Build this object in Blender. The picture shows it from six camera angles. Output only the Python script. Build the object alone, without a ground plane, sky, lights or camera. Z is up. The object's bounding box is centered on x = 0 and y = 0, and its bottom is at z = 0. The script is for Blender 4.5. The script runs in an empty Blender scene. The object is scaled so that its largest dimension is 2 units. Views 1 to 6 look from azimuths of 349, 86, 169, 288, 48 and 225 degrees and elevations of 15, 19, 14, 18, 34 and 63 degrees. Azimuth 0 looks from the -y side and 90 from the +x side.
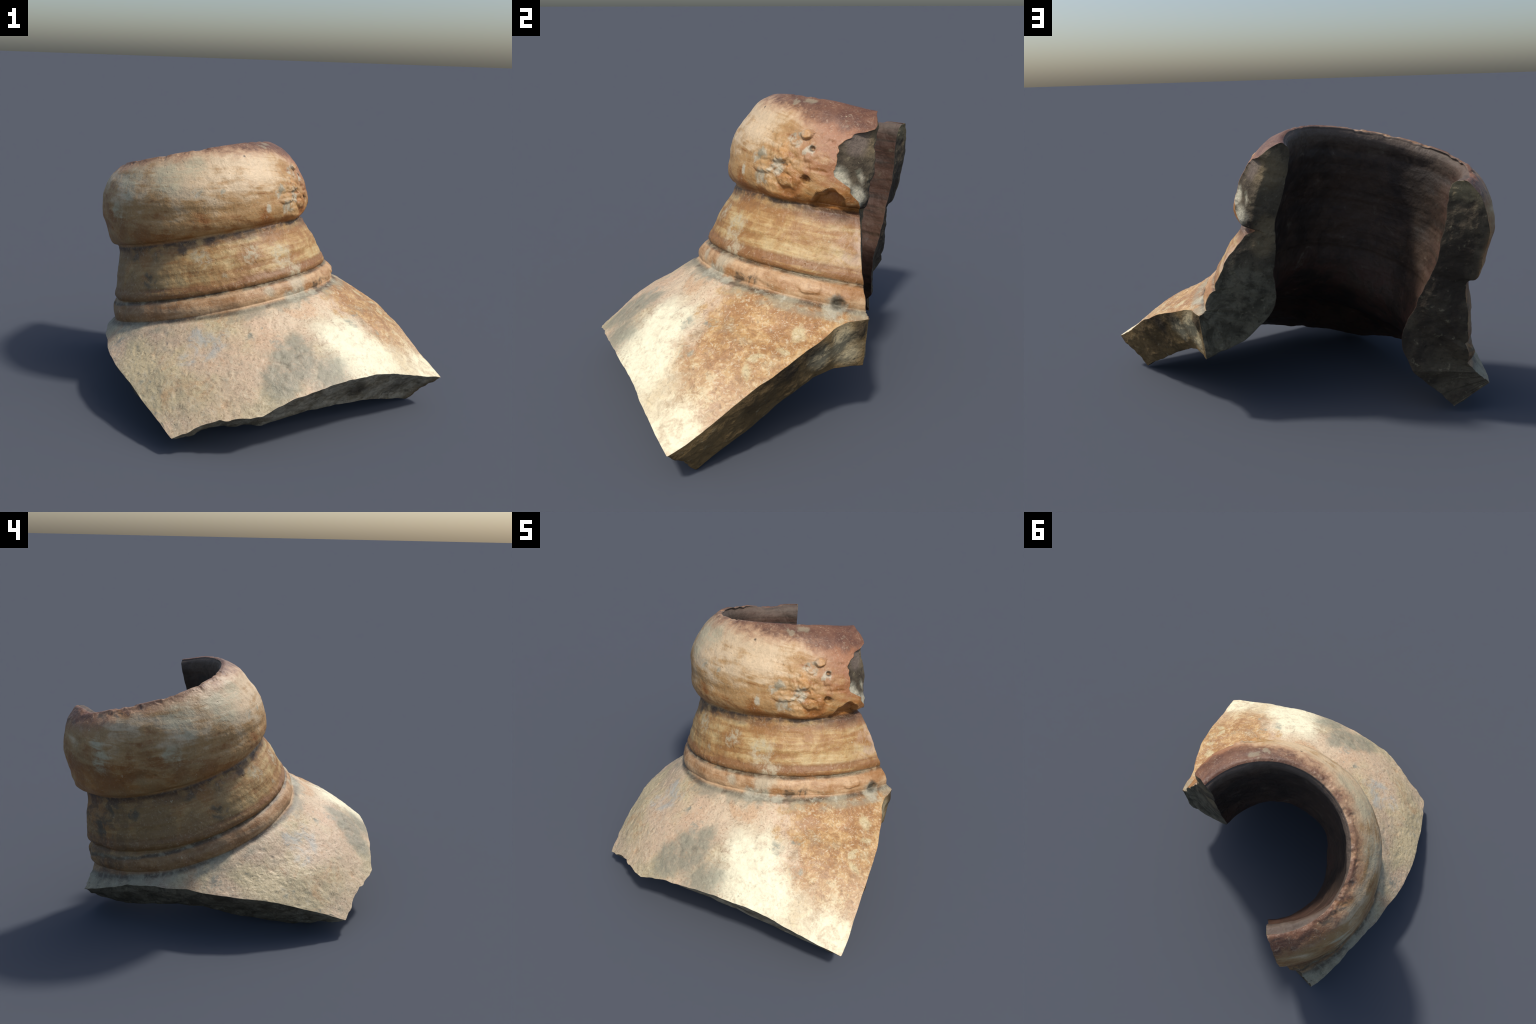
"""Broken neck of a large wheel-thrown storage jar: a heavy rolled rim, a short ribbed
neck, a raised ridge at its foot and a fan-shaped piece of shoulder, all one sherd.

The pot is a solid of revolution about a tilted axis.  In the axis frame a point has an
angle f (degrees, running from the right-hand break at about 0 down to the left-hand
break at about -223), a radius r and a height h.  The sherd is the closed skin of a box
in (f, along the profile, through the wall)."""
import bpy, math
import numpy as np
from mathutils import Matrix, Vector

# ------------------------------------------------------------------ axis frame
AXIS = np.array([-0.16733, 0.18131, 0.96909]); AXIS /= np.linalg.norm(AXIS)
ORIGIN = np.array([-0.28819, 0.47174, 0.9])
EX = np.array([1.0, 0, 0]) - AXIS * AXIS[0]; EX /= np.linalg.norm(EX)
EY = np.cross(AXIS, EX)


# ------------------------------------------------------------------ small numeric helpers
def smooth_curve(pts, count):
    """Centripetal-ish Catmull-Rom through control points, resampled evenly by length."""
    p = np.array(pts, float)
    p = np.vstack([2 * p[0] - p[1], p, 2 * p[-1] - p[-2]])
    out = []
    for i in range(1, len(p) - 2):
        a, b, c, d = p[i - 1:i + 3]
        lb = np.linalg.norm(c - b)
        m1 = (c - a) / max(np.linalg.norm(c - a), 1e-9) * lb
        m2 = (d - b) / max(np.linalg.norm(d - b), 1e-9) * lb
        t = np.linspace(0, 1, 24, endpoint=False)[:, None]
        out.append((2 * t**3 - 3 * t**2 + 1) * b + (t**3 - 2 * t**2 + t) * m1
                   + (-2 * t**3 + 3 * t**2) * c + (t**3 - t**2) * m2)
    out = np.vstack(out + [p[-2][None]])
    s = np.concatenate([[0], np.cumsum(np.linalg.norm(np.diff(out, axis=0), axis=1))])
    q = np.linspace(0, s[-1], count)
    return np.stack([np.interp(q, s, out[:, k]) for k in range(out.shape[1])], 1)


def keyed(x, keys):
    """Smooth interpolation of a keyed function (keys in any order)."""
    k = np.array(sorted(keys), float)
    dense = np.linspace(k[0, 0], k[-1, 0], 2400)
    y = np.interp(dense, k[:, 0], k[:, 1])
    return np.interp(x, dense, y)


def hash01(ix, iy, iz, seed):
    n = (ix.astype(np.int64) * 73856093) ^ (iy.astype(np.int64) * 19349663) ^ (iz.astype(np.int64) * 83492791) ^ (seed * 2654435)
    n = (n ^ (n >> 13)) * 1274126177
    n = n & 0x7fffffff
    n = (n ^ (n >> 16)) * 668265263 & 0x7fffffff
    return (n & 0xffff) / 32767.5 - 1.0


def noise(p, scale, seed=0, octaves=3, gain=0.5):
    """Vectorised value noise, about -1..1, p is (n, 3) in metres."""
    tot, amp, norm = np.zeros(len(p)), 1.0, 0.0
    for o in range(octaves):
        q = p * (2.0**o / scale) + 17.31 * o
        i = np.floor(q).astype(np.int64)
        f = q - i
        f = f * f * f * (f * (f * 6 - 15) + 10)
        acc = 0
        for dx in (0, 1):
            for dy in (0, 1):
                for dz in (0, 1):
                    w = (f[:, 0] if dx else 1 - f[:, 0]) * (f[:, 1] if dy else 1 - f[:, 1]) * (f[:, 2] if dz else 1 - f[:, 2])
                    acc = acc + w * hash01(i[:, 0] + dx, i[:, 1] + dy, i[:, 2] + dz, seed + o)
        tot += amp * acc
        norm += amp
        amp *= gain
    return tot / norm * 1.6


def noise1(x, scale, seed=0, octaves=3):
    x = np.asarray(x, float)
    return noise(np.stack([x.ravel(), x.ravel() * 0 + 3.7, x.ravel() * 0 + 9.1], 1), scale, seed, octaves).reshape(x.shape)


def bump(x, centre, width):
    return np.exp(-((x - centre) / width)**2)


def step(x, a, b):
    t = np.clip((x - a) / (b - a), 0, 1)
    return t * t * (3 - 2 * t)


# ------------------------------------------------------------------ the profile (r, h)
RIM_OUT = [(.480, .512), (.503, .514), (.530, .497), (.582, .452), (.638, .357), (.676, .245),
           (.687, .13), (.686, .078), (.674, .040), (.655, .018), (.637, .010), (.628, -.004)]
NECK_OUT = [(.628, -.004), (.634, -.05), (.660, -.12), (.686, -.20), (.706, -.262), (.721, -.294), (.721, -.312), (.713, -.329)]
RIDGE_OUT = [(.713, -.329), (.728, -.338), (.745, -.360), (.757, -.392), (.757, -.418), (.752, -.436)]
SHOULDER = [(.752, -.436), (.768, -.452), (.80, -.474), (.90, -.553), (1.01, -.635), (1.094, -.722), (1.19, -.845), (1.274, -.951), (1.39, -1.082), (1.5, -1.21)]
RIM_IN = [(.480, .512), (.456, .490), (.443, .445), (.438, .36), (.438, .25), (.440, .14), (.440, .06), (.430, 0)]
NECK_IN = [(.430, 0), (.420, -.10), (.408, -.19), (.398, -.235)]
RIDGE_IN = [(.398, -.235), (.386, -.275), (.378, -.345)]
FLARE_IN = [(.378, -.345), (.380, -.395), (.396, -.445), (.447, -.512), (.509, -.590), (.579, -.636),
            (.654, -.677), (.712, -.709), (.86, -.872), (1.0, -1.036), (1.157, -1.211), (1.3, -1.36)]

# reach of the shoulder piece, outer skin and inner skin, against angle
EDGE_OUT = [(2, .786), (-5.7, .818), (-9.7, .853), (-15.9, .955), (-19.8, 1.034), (-24.2, 1.108), (-28, 1.180),
            (-31.3, 1.258), (-33.6, 1.329), (-35.6, 1.384), (-38.7, 1.356), (-44, 1.306), (-50.6, 1.262), (-58.3, 1.228),
            (-67.5, 1.210), (-76, 1.207), (-84, 1.214), (-92.4, 1.243), (-98, 1.234), (-103, 1.231), (-108.6, 1.240), (-112, 1.251),
            (-114.8, 1.264), (-118, 1.212), (-121.2, 1.168), (-124.1, 1.134), (-130.3, 1.066), (-138.4, 1.000), (-147.6, .928),
            (-158, .862), (-172, .822), (-186, .812), (-198, .842), (-206, .866), (-212, .882)]
EDGE_IN = [(6, .700), (4.5, .711), (3, .714), (-.4, .718), (-6.4, .739), (-13.3, .783), (-18.2, .838), (-22.5, .894), (-26.2, .965), (-30, 1.035),
           (-33, 1.100), (-35.2, 1.157), (-42, 1.112), (-52, 1.055), (-65, 1.002), (-72, .994), (-76, .986), (-84.7, .988),
           (-92, .996), (-97, .982), (-103, .980), (-109, .985), (-113, .995), (-117, .985), (-122, .965), (-127, .926), (-133.5, .875), (-144.5, .805),
           (-155, .745), (-167, .714), (-181, .706), (-197, .714), (-210, .722), (-218, .718)]

# where the two long breaks run: angle against the position k along the profile
# (k: 0 crest, 1 foot of the rim, 2 top of the ridge, 3 foot of the ridge, 4 shoulder edge)
RIGHT_OUT_H = [(.52, -6), (.44, -5.5), (.41, -6.5), (.38, -11), (.36, -14.6), (.33, -17.5), (.296, -19.4), (.25, -20.4), (.195, -20.6),
               (.15, -19.8), (.13, -17), (.11, -13.6), (.086, -12.8), (.069, -10.5), (.05, -8), (.01, -6.2), (-.04, -5.4), (-.1, -4.6), (-.2, -3.4), (-.32, -1.2), (-.42, .5), (-.465, 1.8), (-.6, 2.4)]
RIGHT_IN_H = [(.52, -5.4), (.41, -5.6), (.30, -5.2), (.2, -4.9), (.1, -4.4), (0, -3.4), (-.1, -2.4), (-.2, -1.8), (-.28, -1.2), (-.35, -.6), (-.44, .6),
              (-.51, 1.9), (-.6, 3.0), (-.64, 3.6), (-.68, 4.2), (-.71, 4.8), (-.8, 5)]
RIGHT_MID_H = [(.52, -6), (.41, -4.8), (.30, -4.0), (.2, -3.5), (.1, -3.2), (0, -3.0), (-.2, -2.6), (-.4, -1.2), (-.6, 1.4), (-.8, 2.4)]
LEFT_OUT_H = [(.52, -224), (.45, -222.5), (.3, -220.5), (.15, -220), (.03, -218.5), (-.02, -217), (-.1, -217.3), (-.25, -217.6), (-.35, -216.5), (-.43, -213.2), (-.5, -209.8), (-.56, -207.5), (-.7, -207)]
LEFT_IN_H = [(.52, -225), (.4, -224.5), (.3, -225), (.2, -226), (.1, -225.5), (0, -225.5), (-.1, -227), (-.2, -227), (-.3, -227.5), (-.38, -228.5), (-.45, -227.5), (-.55, -225),
             (-.6, -219.5), (-.66, -216), (-.71, -215), (-.8, -215)]

# slow departures of the hand-made pot from a true circle
DRIFT_RIM_TOP = [(10, -.015), (-15, -.012), (-45, -.004), (-70, .002), (-95, .006), (-130, .010), (-165, .008), (-182, .007), (-195, -.003), (-212, -.014), (-230, -.024)]
DRIFT_RIM_FOOT = [(10, -.046), (-8, -.044), (-15, -.018), (-45, -.006), (-70, 0), (-150, 0), (-165, -.008), (-182, -.010), (-210, -.024), (-230, -.030)]
DRIFT_NECK = [(10, -.010), (-15, -.008), (-40, .006), (-60, .014), (-95, .014), (-120, .004), (-140, -.006), (-160, -.014), (-180, -.019), (-205, -.022), (-230, -.026)]
DRIFT_RIDGE = [(10, -.012), (-15, -.010), (-40, .004), (-60, .010), (-90, .008), (-115, .002), (-140, -.008), (-160, -.018), (-180, -.024), (-205, -.028), (-230, -.036)]
DRIFT_FOOT = [(10, 0), (-20, .004), (-50, .014), (-90, .014), (-110, .004), (-125, -.004), (-150, -.014), (-180, -.024), (-210, -.022), (-230, -.02)]
DRIFT_SLOPE = [(10, 0), (-10, -.010), (-22, -.024), (-31, -.020), (-36, -.006), (-45, -.012), (-55, 0), (-98, 0), (-110, -.014), (-125, -.022), (-145, -.014), (-170, -.020), (-210, -.022), (-230, -.02)]
DRIFT_BORE = [(10, 0), (-45, .002), (-70, .012), (-95, .022), (-120, .034), (-150, .034), (-175, .022), (-200, .008), (-230, .0)]
DRIFT_LIP = [(10, -.012), (-40, .0), (-60, .012), (-110, .006), (-140, .012), (-155, .028), (-178, .028), (-195, .0), (-212, -.03), (-230, -.04)]
CREST = [(10, -.030), (-12, -.027), (-30, -.013), (-60, -.004), (-95, -.004), (-130, -.004), (-160, .0), (-182, -.006), (-195, -.022), (-204, -.022), (-214, -.010), (-230, -.010)]

# ------------------------------------------------------------------ the grid
NU = 760                                       # columns round the pot
N_RIM, N_NECK, N_RIDGE, N_SHOULDER = 130, 84, 36, 190
M = 44                                         # layers through the wall
NI = N_RIM + N_NECK + N_RIDGE + N_SHOULDER     # rows along the profile

# columns: crowd them near the two breaks and at the corners of the shoulder
u = np.linspace(0, 1, NU)
u = u - 0.035 * np.sin(2 * np.pi * u) / (2 * np.pi) * 6
u = np.clip((u - u[0]) / (u[-1] - u[0]), 0, 1)


def rows(n, crowd_end=False):
    t = np.linspace(0, 1, n + 1)[1:]
    if crowd_end:
        t = 1 - (1 - t)**1.5
    return t


def curve_at(pts, t):
    c = smooth_curve(pts, 600)
    x = np.linspace(0, 1, 600)
    return np.stack([np.interp(t, x, c[:, k]) for k in (0, 1)], -1)


fixed_out = np.vstack([curve_at(RIM_OUT, np.r_[0, rows(N_RIM)]), curve_at(NECK_OUT, rows(N_NECK)), curve_at(RIDGE_OUT, rows(N_RIDGE))])
fixed_in = np.vstack([curve_at(RIM_IN, np.r_[0, rows(N_RIM)]), curve_at(NECK_IN, rows(N_NECK)), curve_at(RIDGE_IN, rows(N_RIDGE))])
NF = len(fixed_out)
t_sh = rows(N_SHOULDER, True)
sh_curve, fl_curve = smooth_curve(SHOULDER, 900), smooth_curve(FLARE_IN, 900)
sh_s = np.linspace(0, 1, 900)


def section(f, outer):
    """(len(f), NI+1, 2) profile points at the angles f, shape (len(f), NI+1) or (len(f),)."""
    f = np.asarray(f, float)
    F = f if f.ndim == 2 else np.repeat(f[:, None], NI + 1, 1)
    fixed, curve, edge = (fixed_out, sh_curve, EDGE_OUT) if outer else (fixed_in, fl_curve, EDGE_IN)
    R, H = np.empty(F.shape), np.empty(F.shape)
    R[:, :NF], H[:, :NF] = fixed[:, 0], fixed[:, 1]
    fe = F[:, NF:]
    reach = keyed(fe, edge)
    # crumbling of the broken edge, worse on the front left
    ragged = (.0022 + .006 * bump(fe, -104, 11)) * (1.0 if outer else .8)
    reach = reach + ragged * noise1(fe, 4.0, 5 if outer else 6, 3) * step(fe, -1, -8) * (1 - step(fe, -33, -35.5) * (1 - step(fe, -35.6, -38)))
    s_end = np.interp(reach, curve[:, 0] + np.arange(900) * 1e-7, sh_s)
    s = s_end * t_sh[None]
    R[:, NF:], H[:, NF:] = np.interp(s, sh_s, curve[:, 0]), np.interp(s, sh_s, curve[:, 1])
    return R, H, F


def h_of(keys, h):
    return keyed(h, keys)


# the angle of the two breaks, per row, on the outer and the inner skin
base_o = np.vstack([fixed_out, np.stack([np.interp(t_sh * np.interp(.80, sh_curve[:, 0], sh_s), sh_s, sh_curve[:, k]) for k in (0, 1)], 1)])
base_ol = np.vstack([fixed_out, np.stack([np.interp(t_sh * np.interp(.86, sh_curve[:, 0], sh_s), sh_s, sh_curve[:, k]) for k in (0, 1)], 1)])
base_i = np.vstack([fixed_in, np.stack([np.interp(t_sh * np.interp(.712, fl_curve[:, 0], sh_s), sh_s, fl_curve[:, k]) for k in (0, 1)], 1)])
FR = {'o': h_of(RIGHT_OUT_H, base_o[:, 1]), 'i': h_of(RIGHT_IN_H, base_i[:, 1])}
FL = {'o': h_of(LEFT_OUT_H, base_ol[:, 1]), 'i': h_of(LEFT_IN_H, base_i[:, 1])}
k = np.arange(NI + 1)
rough = lambda seed, a: a * noise1(k * .0045, .06, seed, 2)
FR['o'] = FR['o'] + rough(11, .35); FR['i'] = FR['i'] + rough(12, .35)
FL['o'] = FL['o'] + rough(13, .5); FL['i'] = FL['i'] + rough(14, .5)
FR['o'] = FR['o'] + 1.8 * noise1(k * .0045, .035, 15, 3) * step(base_o[:, 1], .05, .10) * (1 - step(base_o[:, 1], .38, .43))
FR['o'][0] = FR['i'][0]; FL['o'][0] = FL['i'][0]
blend0 = step(k, 0, 14)
for d in (FR, FL):
    d['o'] = d['i'][0] + (d['o'] - d['i'][0]) * np.maximum(blend0, .02)
    d['i'] = d['i'][0] + (d['i'] - d['i'][0]) * np.maximum(blend0, .02)


def place(R, H, F):
    a = np.radians(F)
    return np.stack([R * np.cos(a), R * np.sin(a), H], -1)


def drift(R, H, F, outer):
    """Slow deformations common to a whole skin."""
    foot = step(H, -.25, -.47)
    crest = step(H, .30, .50)
    R, H = R.copy(), H.copy()
    if outer:
        top, nk, rd, sl = step(H, .12, .32), step(H, .03, -.16), step(H, -.26, -.36), step(R, .80, .93)
        low = keyed(F, DRIFT_RIM_FOOT)
        low = low + (keyed(F, DRIFT_NECK) - low) * nk
        low = low + (keyed(F, DRIFT_RIDGE) - low) * rd
        low = low + (keyed(F, DRIFT_RIM_TOP) - low) * top
        R += low * (1 - sl)
        ft, ds = keyed(F, DRIFT_FOOT), keyed(F, DRIFT_SLOPE)
        H += (ft + (ds - ft) * sl) * foot
    else:
        R += keyed(F, DRIFT_BORE) * step(H, -.55, -.25) * (1 - step(H, .38, .47))
        R += (.034 * bump(H, -.44, .12) + .056 * bump(H, -.60, .16)) * step(F, -20, -55) * (1 - step(F, -108, -135))
        R += keyed(F, DRIFT_LIP) * step(H, .25, .48) * (1 - step(H, .500, .512))
        H += np.where(H < -.7, -.022 * step(F, -40, -70) * (1 - step(F, -96, -110)) * step(R, .75, .95), 0)
    H += keyed(F, CREST) * crest
    return R, H


def relief(P, R, H, F, outer):
    """Bumps, wheel lines, chips and crusts, as an offset along r (and h on the shoulder)."""
    q = P.reshape(-1, 3)
    d = .0045 * noise(q, .22, 21, 3).reshape(R.shape) + .0016 * noise(q, .035, 22, 3).reshape(R.shape)
    if outer:
        rim, neck = step(H, -.02, .02), step(H, -.335, -.31) * (1 - step(H, -.04, 0))
        ridge = bump(H, -.385, .045) * step(-R, -.80, -.775)
        wob = .012 * noise1(F, 40, 31, 2)
        lines = noise1((H + wob * .4) * 1.0, .035, 33, 3)
        d += .0034 * neck * lines * (.55 + .6 * noise1(F, 25, 34, 2)) + .003 * neck * noise(q, .09, 38, 3).reshape(R.shape)
        # drag marks slanting down the rim
        d += .0042 * rim * noise1(H + .0020 * F, .07, 35, 2) * (1 - step(F, -40, -15)) + .005 * rim * noise1(H + .0014 * F + .04 * noise1(F, 30, 37, 2), .16, 36, 1)
        # patches of worn, scabby surface
        scab = step(noise(q, .09, 41, 2).reshape(R.shape), .05, .6)
        d += .010 * ridge * scab * bump(F, -32, 26) + .004 * ridge * noise1(F, 9, 42, 3)
        d -= .012 * ridge * bump(F, -38, 6)
        d += .007 * scab * bump(H, -.50, .05) * bump(F, -45, 14)
        # scabby, blistered clay on the right of the rim, with pellets and torn pits
        sore = np.exp(-((F + 41) / 13)**2 - ((H - .17) / .13)**2)
        clot = noise(q, .075, 46, 3).reshape(R.shape)
        d += .013 * sore * step(clot, -.05, .35) + .007 * sore * noise(q, .03, 47, 3).reshape(R.shape)
        shake = .5 * noise(q, .05, 48, 3).reshape(R.shape)
        for ff, hh, wf, wh, a in ((-35.0, .322, 3.0, .024, .017), (-43, .20, 3.0, .026, .010), (-40, .09, 4, .026, .010), (-52, .12, 5, .014, .006), (-46, .05, 4, .03, .007)):
            d += a * step(np.exp(-((F - ff) / wf)**2 - ((H - hh) / wh)**2) + .35 * shake, .30, .60)
        for ff, hh, wf, wh, a in ((-31, .257, 1.1, .011, -.020), (-31.2, .112, 1.5, .016, -.034), (-9, -.424, 2.2, .022, -.010), (-160, .13, 1.0, .012, -.010),
                                  (-42, .165, 4.0, .016, -.012), (-38, .05, 3.4, .02, -.010), (-50, .165, 5, .010, -.007), (-27, .16, 4, .008, -.005), (-24, .30, 2, .012, -.004)):
            d += a * step(np.exp(-((F - ff) / wf)**2 - ((H - hh) / wh)**2) * (1 + 1.2 * shake), .12, .75)
        # the underside of the rim is torn away close to the right-hand break
        roof = .078 + .012 * noise1(F, 5, 49, 2) - .05 * step(F, -15.5, -12.5) - .055 * step(-F, 25, 28.5)
        d -= .058 * step(F, -30, -27) * step(roof - H, 0, .014) * step(H, -.03, .02)
        d += .010 * bump(F, -42, 9) * bump(H, .03, .035)
        R_sag = -.016 * bump(F, -42, 10) * bump(H, .02, .045)
        d += .006 * noise(q, .15, 50, 2).reshape(R.shape) * ridge
        spots = noise(q, .045, 55, 2).reshape(R.shape)
        d += (.0015 * step(spots, .62, .95) - .0022 * step(-spots, .78, .98)) * step(R, .78, .84)
        # lumpy ridge on the far left
        d += .012 * ridge * noise1(F, 7, 43, 2) * step(F, -125, -150)
        d += .006 * bump(H, -.40, .09) * noise(q, .07, 44, 3).reshape(R.shape) * step(F, -165, -195)
        d += .002 * noise(q, .10, 45, 2).reshape(R.shape) * step(R, .8, .9) + .0008 * noise(q, .022, 54, 2).reshape(R.shape) * step(R, .8, .9)
    else:
        R_sag = 0
        d += .004 * noise1(H, .05, 51, 3) * step(H, -.33, -.25) + .004 * noise(q, .12, 52, 3).reshape(R.shape)
        d += .006 * noise(q, .11, 53, 3).reshape(R.shape) * step(R, .5, .6)
    # chipped lip: bites out of the crest, flakes just outside it
    bite = step(noise(q, .055, 61, 3).reshape(R.shape), .0, .7)
    d_h = -.004 * bite * step(H, .455, .50) * step(F, -70, -95) - .003 * bite * step(H, .46, .50) + R_sag
    return d, d_h


def skin(f, outer):
    R, H, F = section(f, outer)
    R, H = drift(R, H, F, outer)
    P = place(R, H, F)
    d, dh = relief(P, R, H, F, outer)
    slope = step(R, .77, .86) if outer else step(R, .42, .55)
    sgn = 1.0 if outer else -1.0
    fade = np.ones(NI + 1)
    if True:                                   # the two skins share the crest line
        fade = step(np.arange(NI + 1), 0, 10)
        dh = dh
    R = R + sgn * d * fade * (1 - .3 * slope)
    H = H + sgn * d * fade * slope * .7 + dh
    return R, H, F


# ------------------------------------------------------------------ skins, breaks
fo = FR['o'][None] + (FL['o'] - FR['o'])[None] * u[:, None]
fi = FR['i'][None] + (FL['i'] - FR['i'])[None] * u[:, None]
# a column of the grid must hit the sharp corners of the shoulder: snap the nearest
for arr in (fo, fi):
    for corner in (-35.5, -114.8):
        pass
Ro, Ho, Fo = skin(fo, True)
Ri, Hi, Fi = skin(fi, False)
PO, PI = place(Ro, Ho, Fo), place(Ri, Hi, Fi)
PI[:, 0] = PO[:, 0] = (PI[:, 0] + PO[:, 0]) / 2

# fracture surface along the shoulder edge (rows i = NI) from the outer to the inner lip
tm = np.linspace(0, 1, M + 1)
tm = .5 - .5 * np.sign(.5 - tm) * np.abs(1 - 2 * tm)**.72
bottom = PO[:, NI][:, None] * (1 - tm)[None, :, None] + PI[:, NI][:, None] * tm[None, :, None]
arch = np.sin(np.pi * tm)
ang = np.arctan2(bottom[..., 1], bottom[..., 0])
push = .012 * noise(bottom.reshape(-1, 3), .16, 71, 3).reshape(ang.shape) + .005 * noise(bottom.reshape(-1, 3), .035, 72, 3).reshape(ang.shape) + .010 - .017 * step(np.degrees(ang), -108, -98) * step(-np.degrees(ang), 35, 40) - .011 * bump(np.degrees(ang), -140, 25)
du = np.gradient(bottom, axis=0); dm = np.gradient(bottom, axis=1)
nrm = np.cross(du, dm); nrm /= np.maximum(np.linalg.norm(nrm, axis=2, keepdims=True), 1e-9)
out_dir = np.stack([np.cos(ang), np.sin(ang), -.6 + 0 * ang], -1)
nrm *= np.sign((nrm * out_dir).sum(2, keepdims=True))
edge_fade = np.minimum(1, arch * 1.6)[None]
ends = np.minimum(step(np.arange(NU), 0, 10), step(np.arange(NU)[::-1], 0, 10))[:, None]
bottom = bottom + nrm * (push * edge_fade * ends)[..., None]


def cap(end, seed, mid=None):
    """Broken face at one end of the skins: rows i, layers m."""
    o, n_ = PO[end], PI[end]
    t = tm[None, :]
    P = o[:, None] * (1 - tm)[None, :, None] + n_[:, None] * tm[None, :, None]
    if mid is not None:
        # a flake struck off the rim: the face first follows the break, then swings away
        r = np.hypot(P[..., 0], P[..., 1])
        ro, ri = np.hypot(o[:, 0], o[:, 1])[:, None], np.hypot(n_[:, 0], n_[:, 1])[:, None]
        fo_, fi_ = np.degrees(np.arctan2(o[:, 1], o[:, 0]))[:, None], np.degrees(np.arctan2(n_[:, 1], n_[:, 0]))[:, None]
        fm = keyed(P[..., 2], mid)
        knee = .47                                   # share of the wall taken by the flake
        w = np.where(t < knee, t / knee, 1)
        f = np.where(t < knee, fo_ + (fm - fo_) * step(w, 0, 1) ** .8, fm + (fi_ - fm) * ((t - knee) / (1 - knee)))
        f2 = fo_ + (fi_ - fo_) * t
        k_ = (step(P[..., 2], -.06, .02) * (1 - step(P[..., 2], .40, .46)))
        f = f2 + (f - f2) * k_
        rr = ro + (ri - ro) * t
        P = place(rr, P[..., 2], f)
    q = P.reshape(-1, 3)
    amount = (.011 * noise(q, .17, seed, 3) + .0045 * noise(q, .035, seed + 1, 3)).reshape(P.shape[:2])
    if mid is not None:
        amount = amount + (.018 * noise(q, .07, seed + 5, 4)).reshape(P.shape[:2]) * step(P[..., 2], -.05, .08) * step(np.hypot(P[..., 0], P[..., 1]), .53, .60)
    a = np.radians(np.degrees(np.arctan2(P[..., 1], P[..., 0])).mean())
    tang = np.array([-math.sin(a), math.cos(a), 0])
    fade = np.minimum(1, np.sin(np.pi * tm) * 1.6)[None] * np.minimum(step(k, 0, 8), step(k[::-1], 0, 10))[:, None]
    P = P + tang * (amount * fade)[..., None]
    P[:, 0], P[:, -1] = o, n_
    P[-1] = bottom[end]
    return P


cap_r, cap_l = cap(0, 81, RIGHT_MID_H), cap(-1, 91)

# ------------------------------------------------------------------ one closed body
verts, index = [], {}
ids_o = np.arange(NU * (NI + 1)).reshape(NU, NI + 1)
verts.append(PO.reshape(-1, 3)); n0 = ids_o.size
ids_i = np.empty_like(ids_o)
ids_i[:, 0] = ids_o[:, 0]
ids_i[:, 1:] = n0 + np.arange(NU * NI).reshape(NU, NI)
verts.append(PI[:, 1:].reshape(-1, 3)); n0 += NU * NI
ids_b = np.empty((NU, M + 1), int)
ids_b[:, 0], ids_b[:, M] = ids_o[:, NI], ids_i[:, NI]
ids_b[:, 1:M] = n0 + np.arange(NU * (M - 1)).reshape(NU, M - 1)
verts.append(bottom[:, 1:M].reshape(-1, 3)); n0 += NU * (M - 1)


def cap_ids(P, end):
    global n0
    ids = np.empty((NI + 1, M + 1), int)
    ids[0] = ids_o[end, 0]
    ids[:, 0], ids[:, M] = ids_o[end], ids_i[end]
    ids[NI] = ids_b[end]
    ids[1:NI, 1:M] = n0 + np.arange((NI - 1) * (M - 1)).reshape(NI - 1, M - 1)
    verts.append(P[1:NI, 1:M].reshape(-1, 3)); n0 += (NI - 1) * (M - 1)
    return ids


ids_r, ids_l = cap_ids(cap_r, 0), cap_ids(cap_l, -1)
V = np.vstack(verts)


def quads(ids, flip):
    a, b, c, d = ids[:-1, :-1].ravel(), ids[1:, :-1].ravel(), ids[1:, 1:].ravel(), ids[:-1, 1:].ravel()
    q = np.stack([a, b, c, d], 1)
    return q[:, ::-1] if flip else q


# outer skin: u runs clockwise (angle falls), rows run down
c1, c2, c3, c4 = 0, N_RIM, N_RIM + N_NECK, N_RIM + N_NECK + N_RIDGE
PARTS = {
    "rim": quads(ids_o[:, :c2 + 1], True),
    "neck": quads(ids_o[:, c2:c3 + 1], True),
    "raised_ridge": quads(ids_o[:, c3:c4 + 1], True),
    "shoulder": quads(ids_o[:, c4:], True),
    "inner_wall": quads(ids_i, False),
    "broken_shoulder_edge": quads(ids_b, True),
    "broken_neck_edge": np.vstack([quads(ids_r, True), quads(ids_l, False)]),
}

# smoothing pass on the fractures and their lips so that edges look worn, not cut
all_faces = np.vstack(list(PARTS.values()))


def tri_normals(Vx, faces):
    a, b, c, d = (Vx[faces[:, j]] for j in range(4))
    return np.cross(c - a, d - b)


def vertex_normals(Vx):
    fn = tri_normals(Vx, all_faces)
    vn = np.zeros_like(Vx)
    for j in range(4):
        for ax in range(3):
            vn[:, ax] += np.bincount(all_faces[:, j], fn[:, ax], len(Vx))
    return vn / np.maximum(np.linalg.norm(vn, axis=1, keepdims=True), 1e-12)


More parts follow.
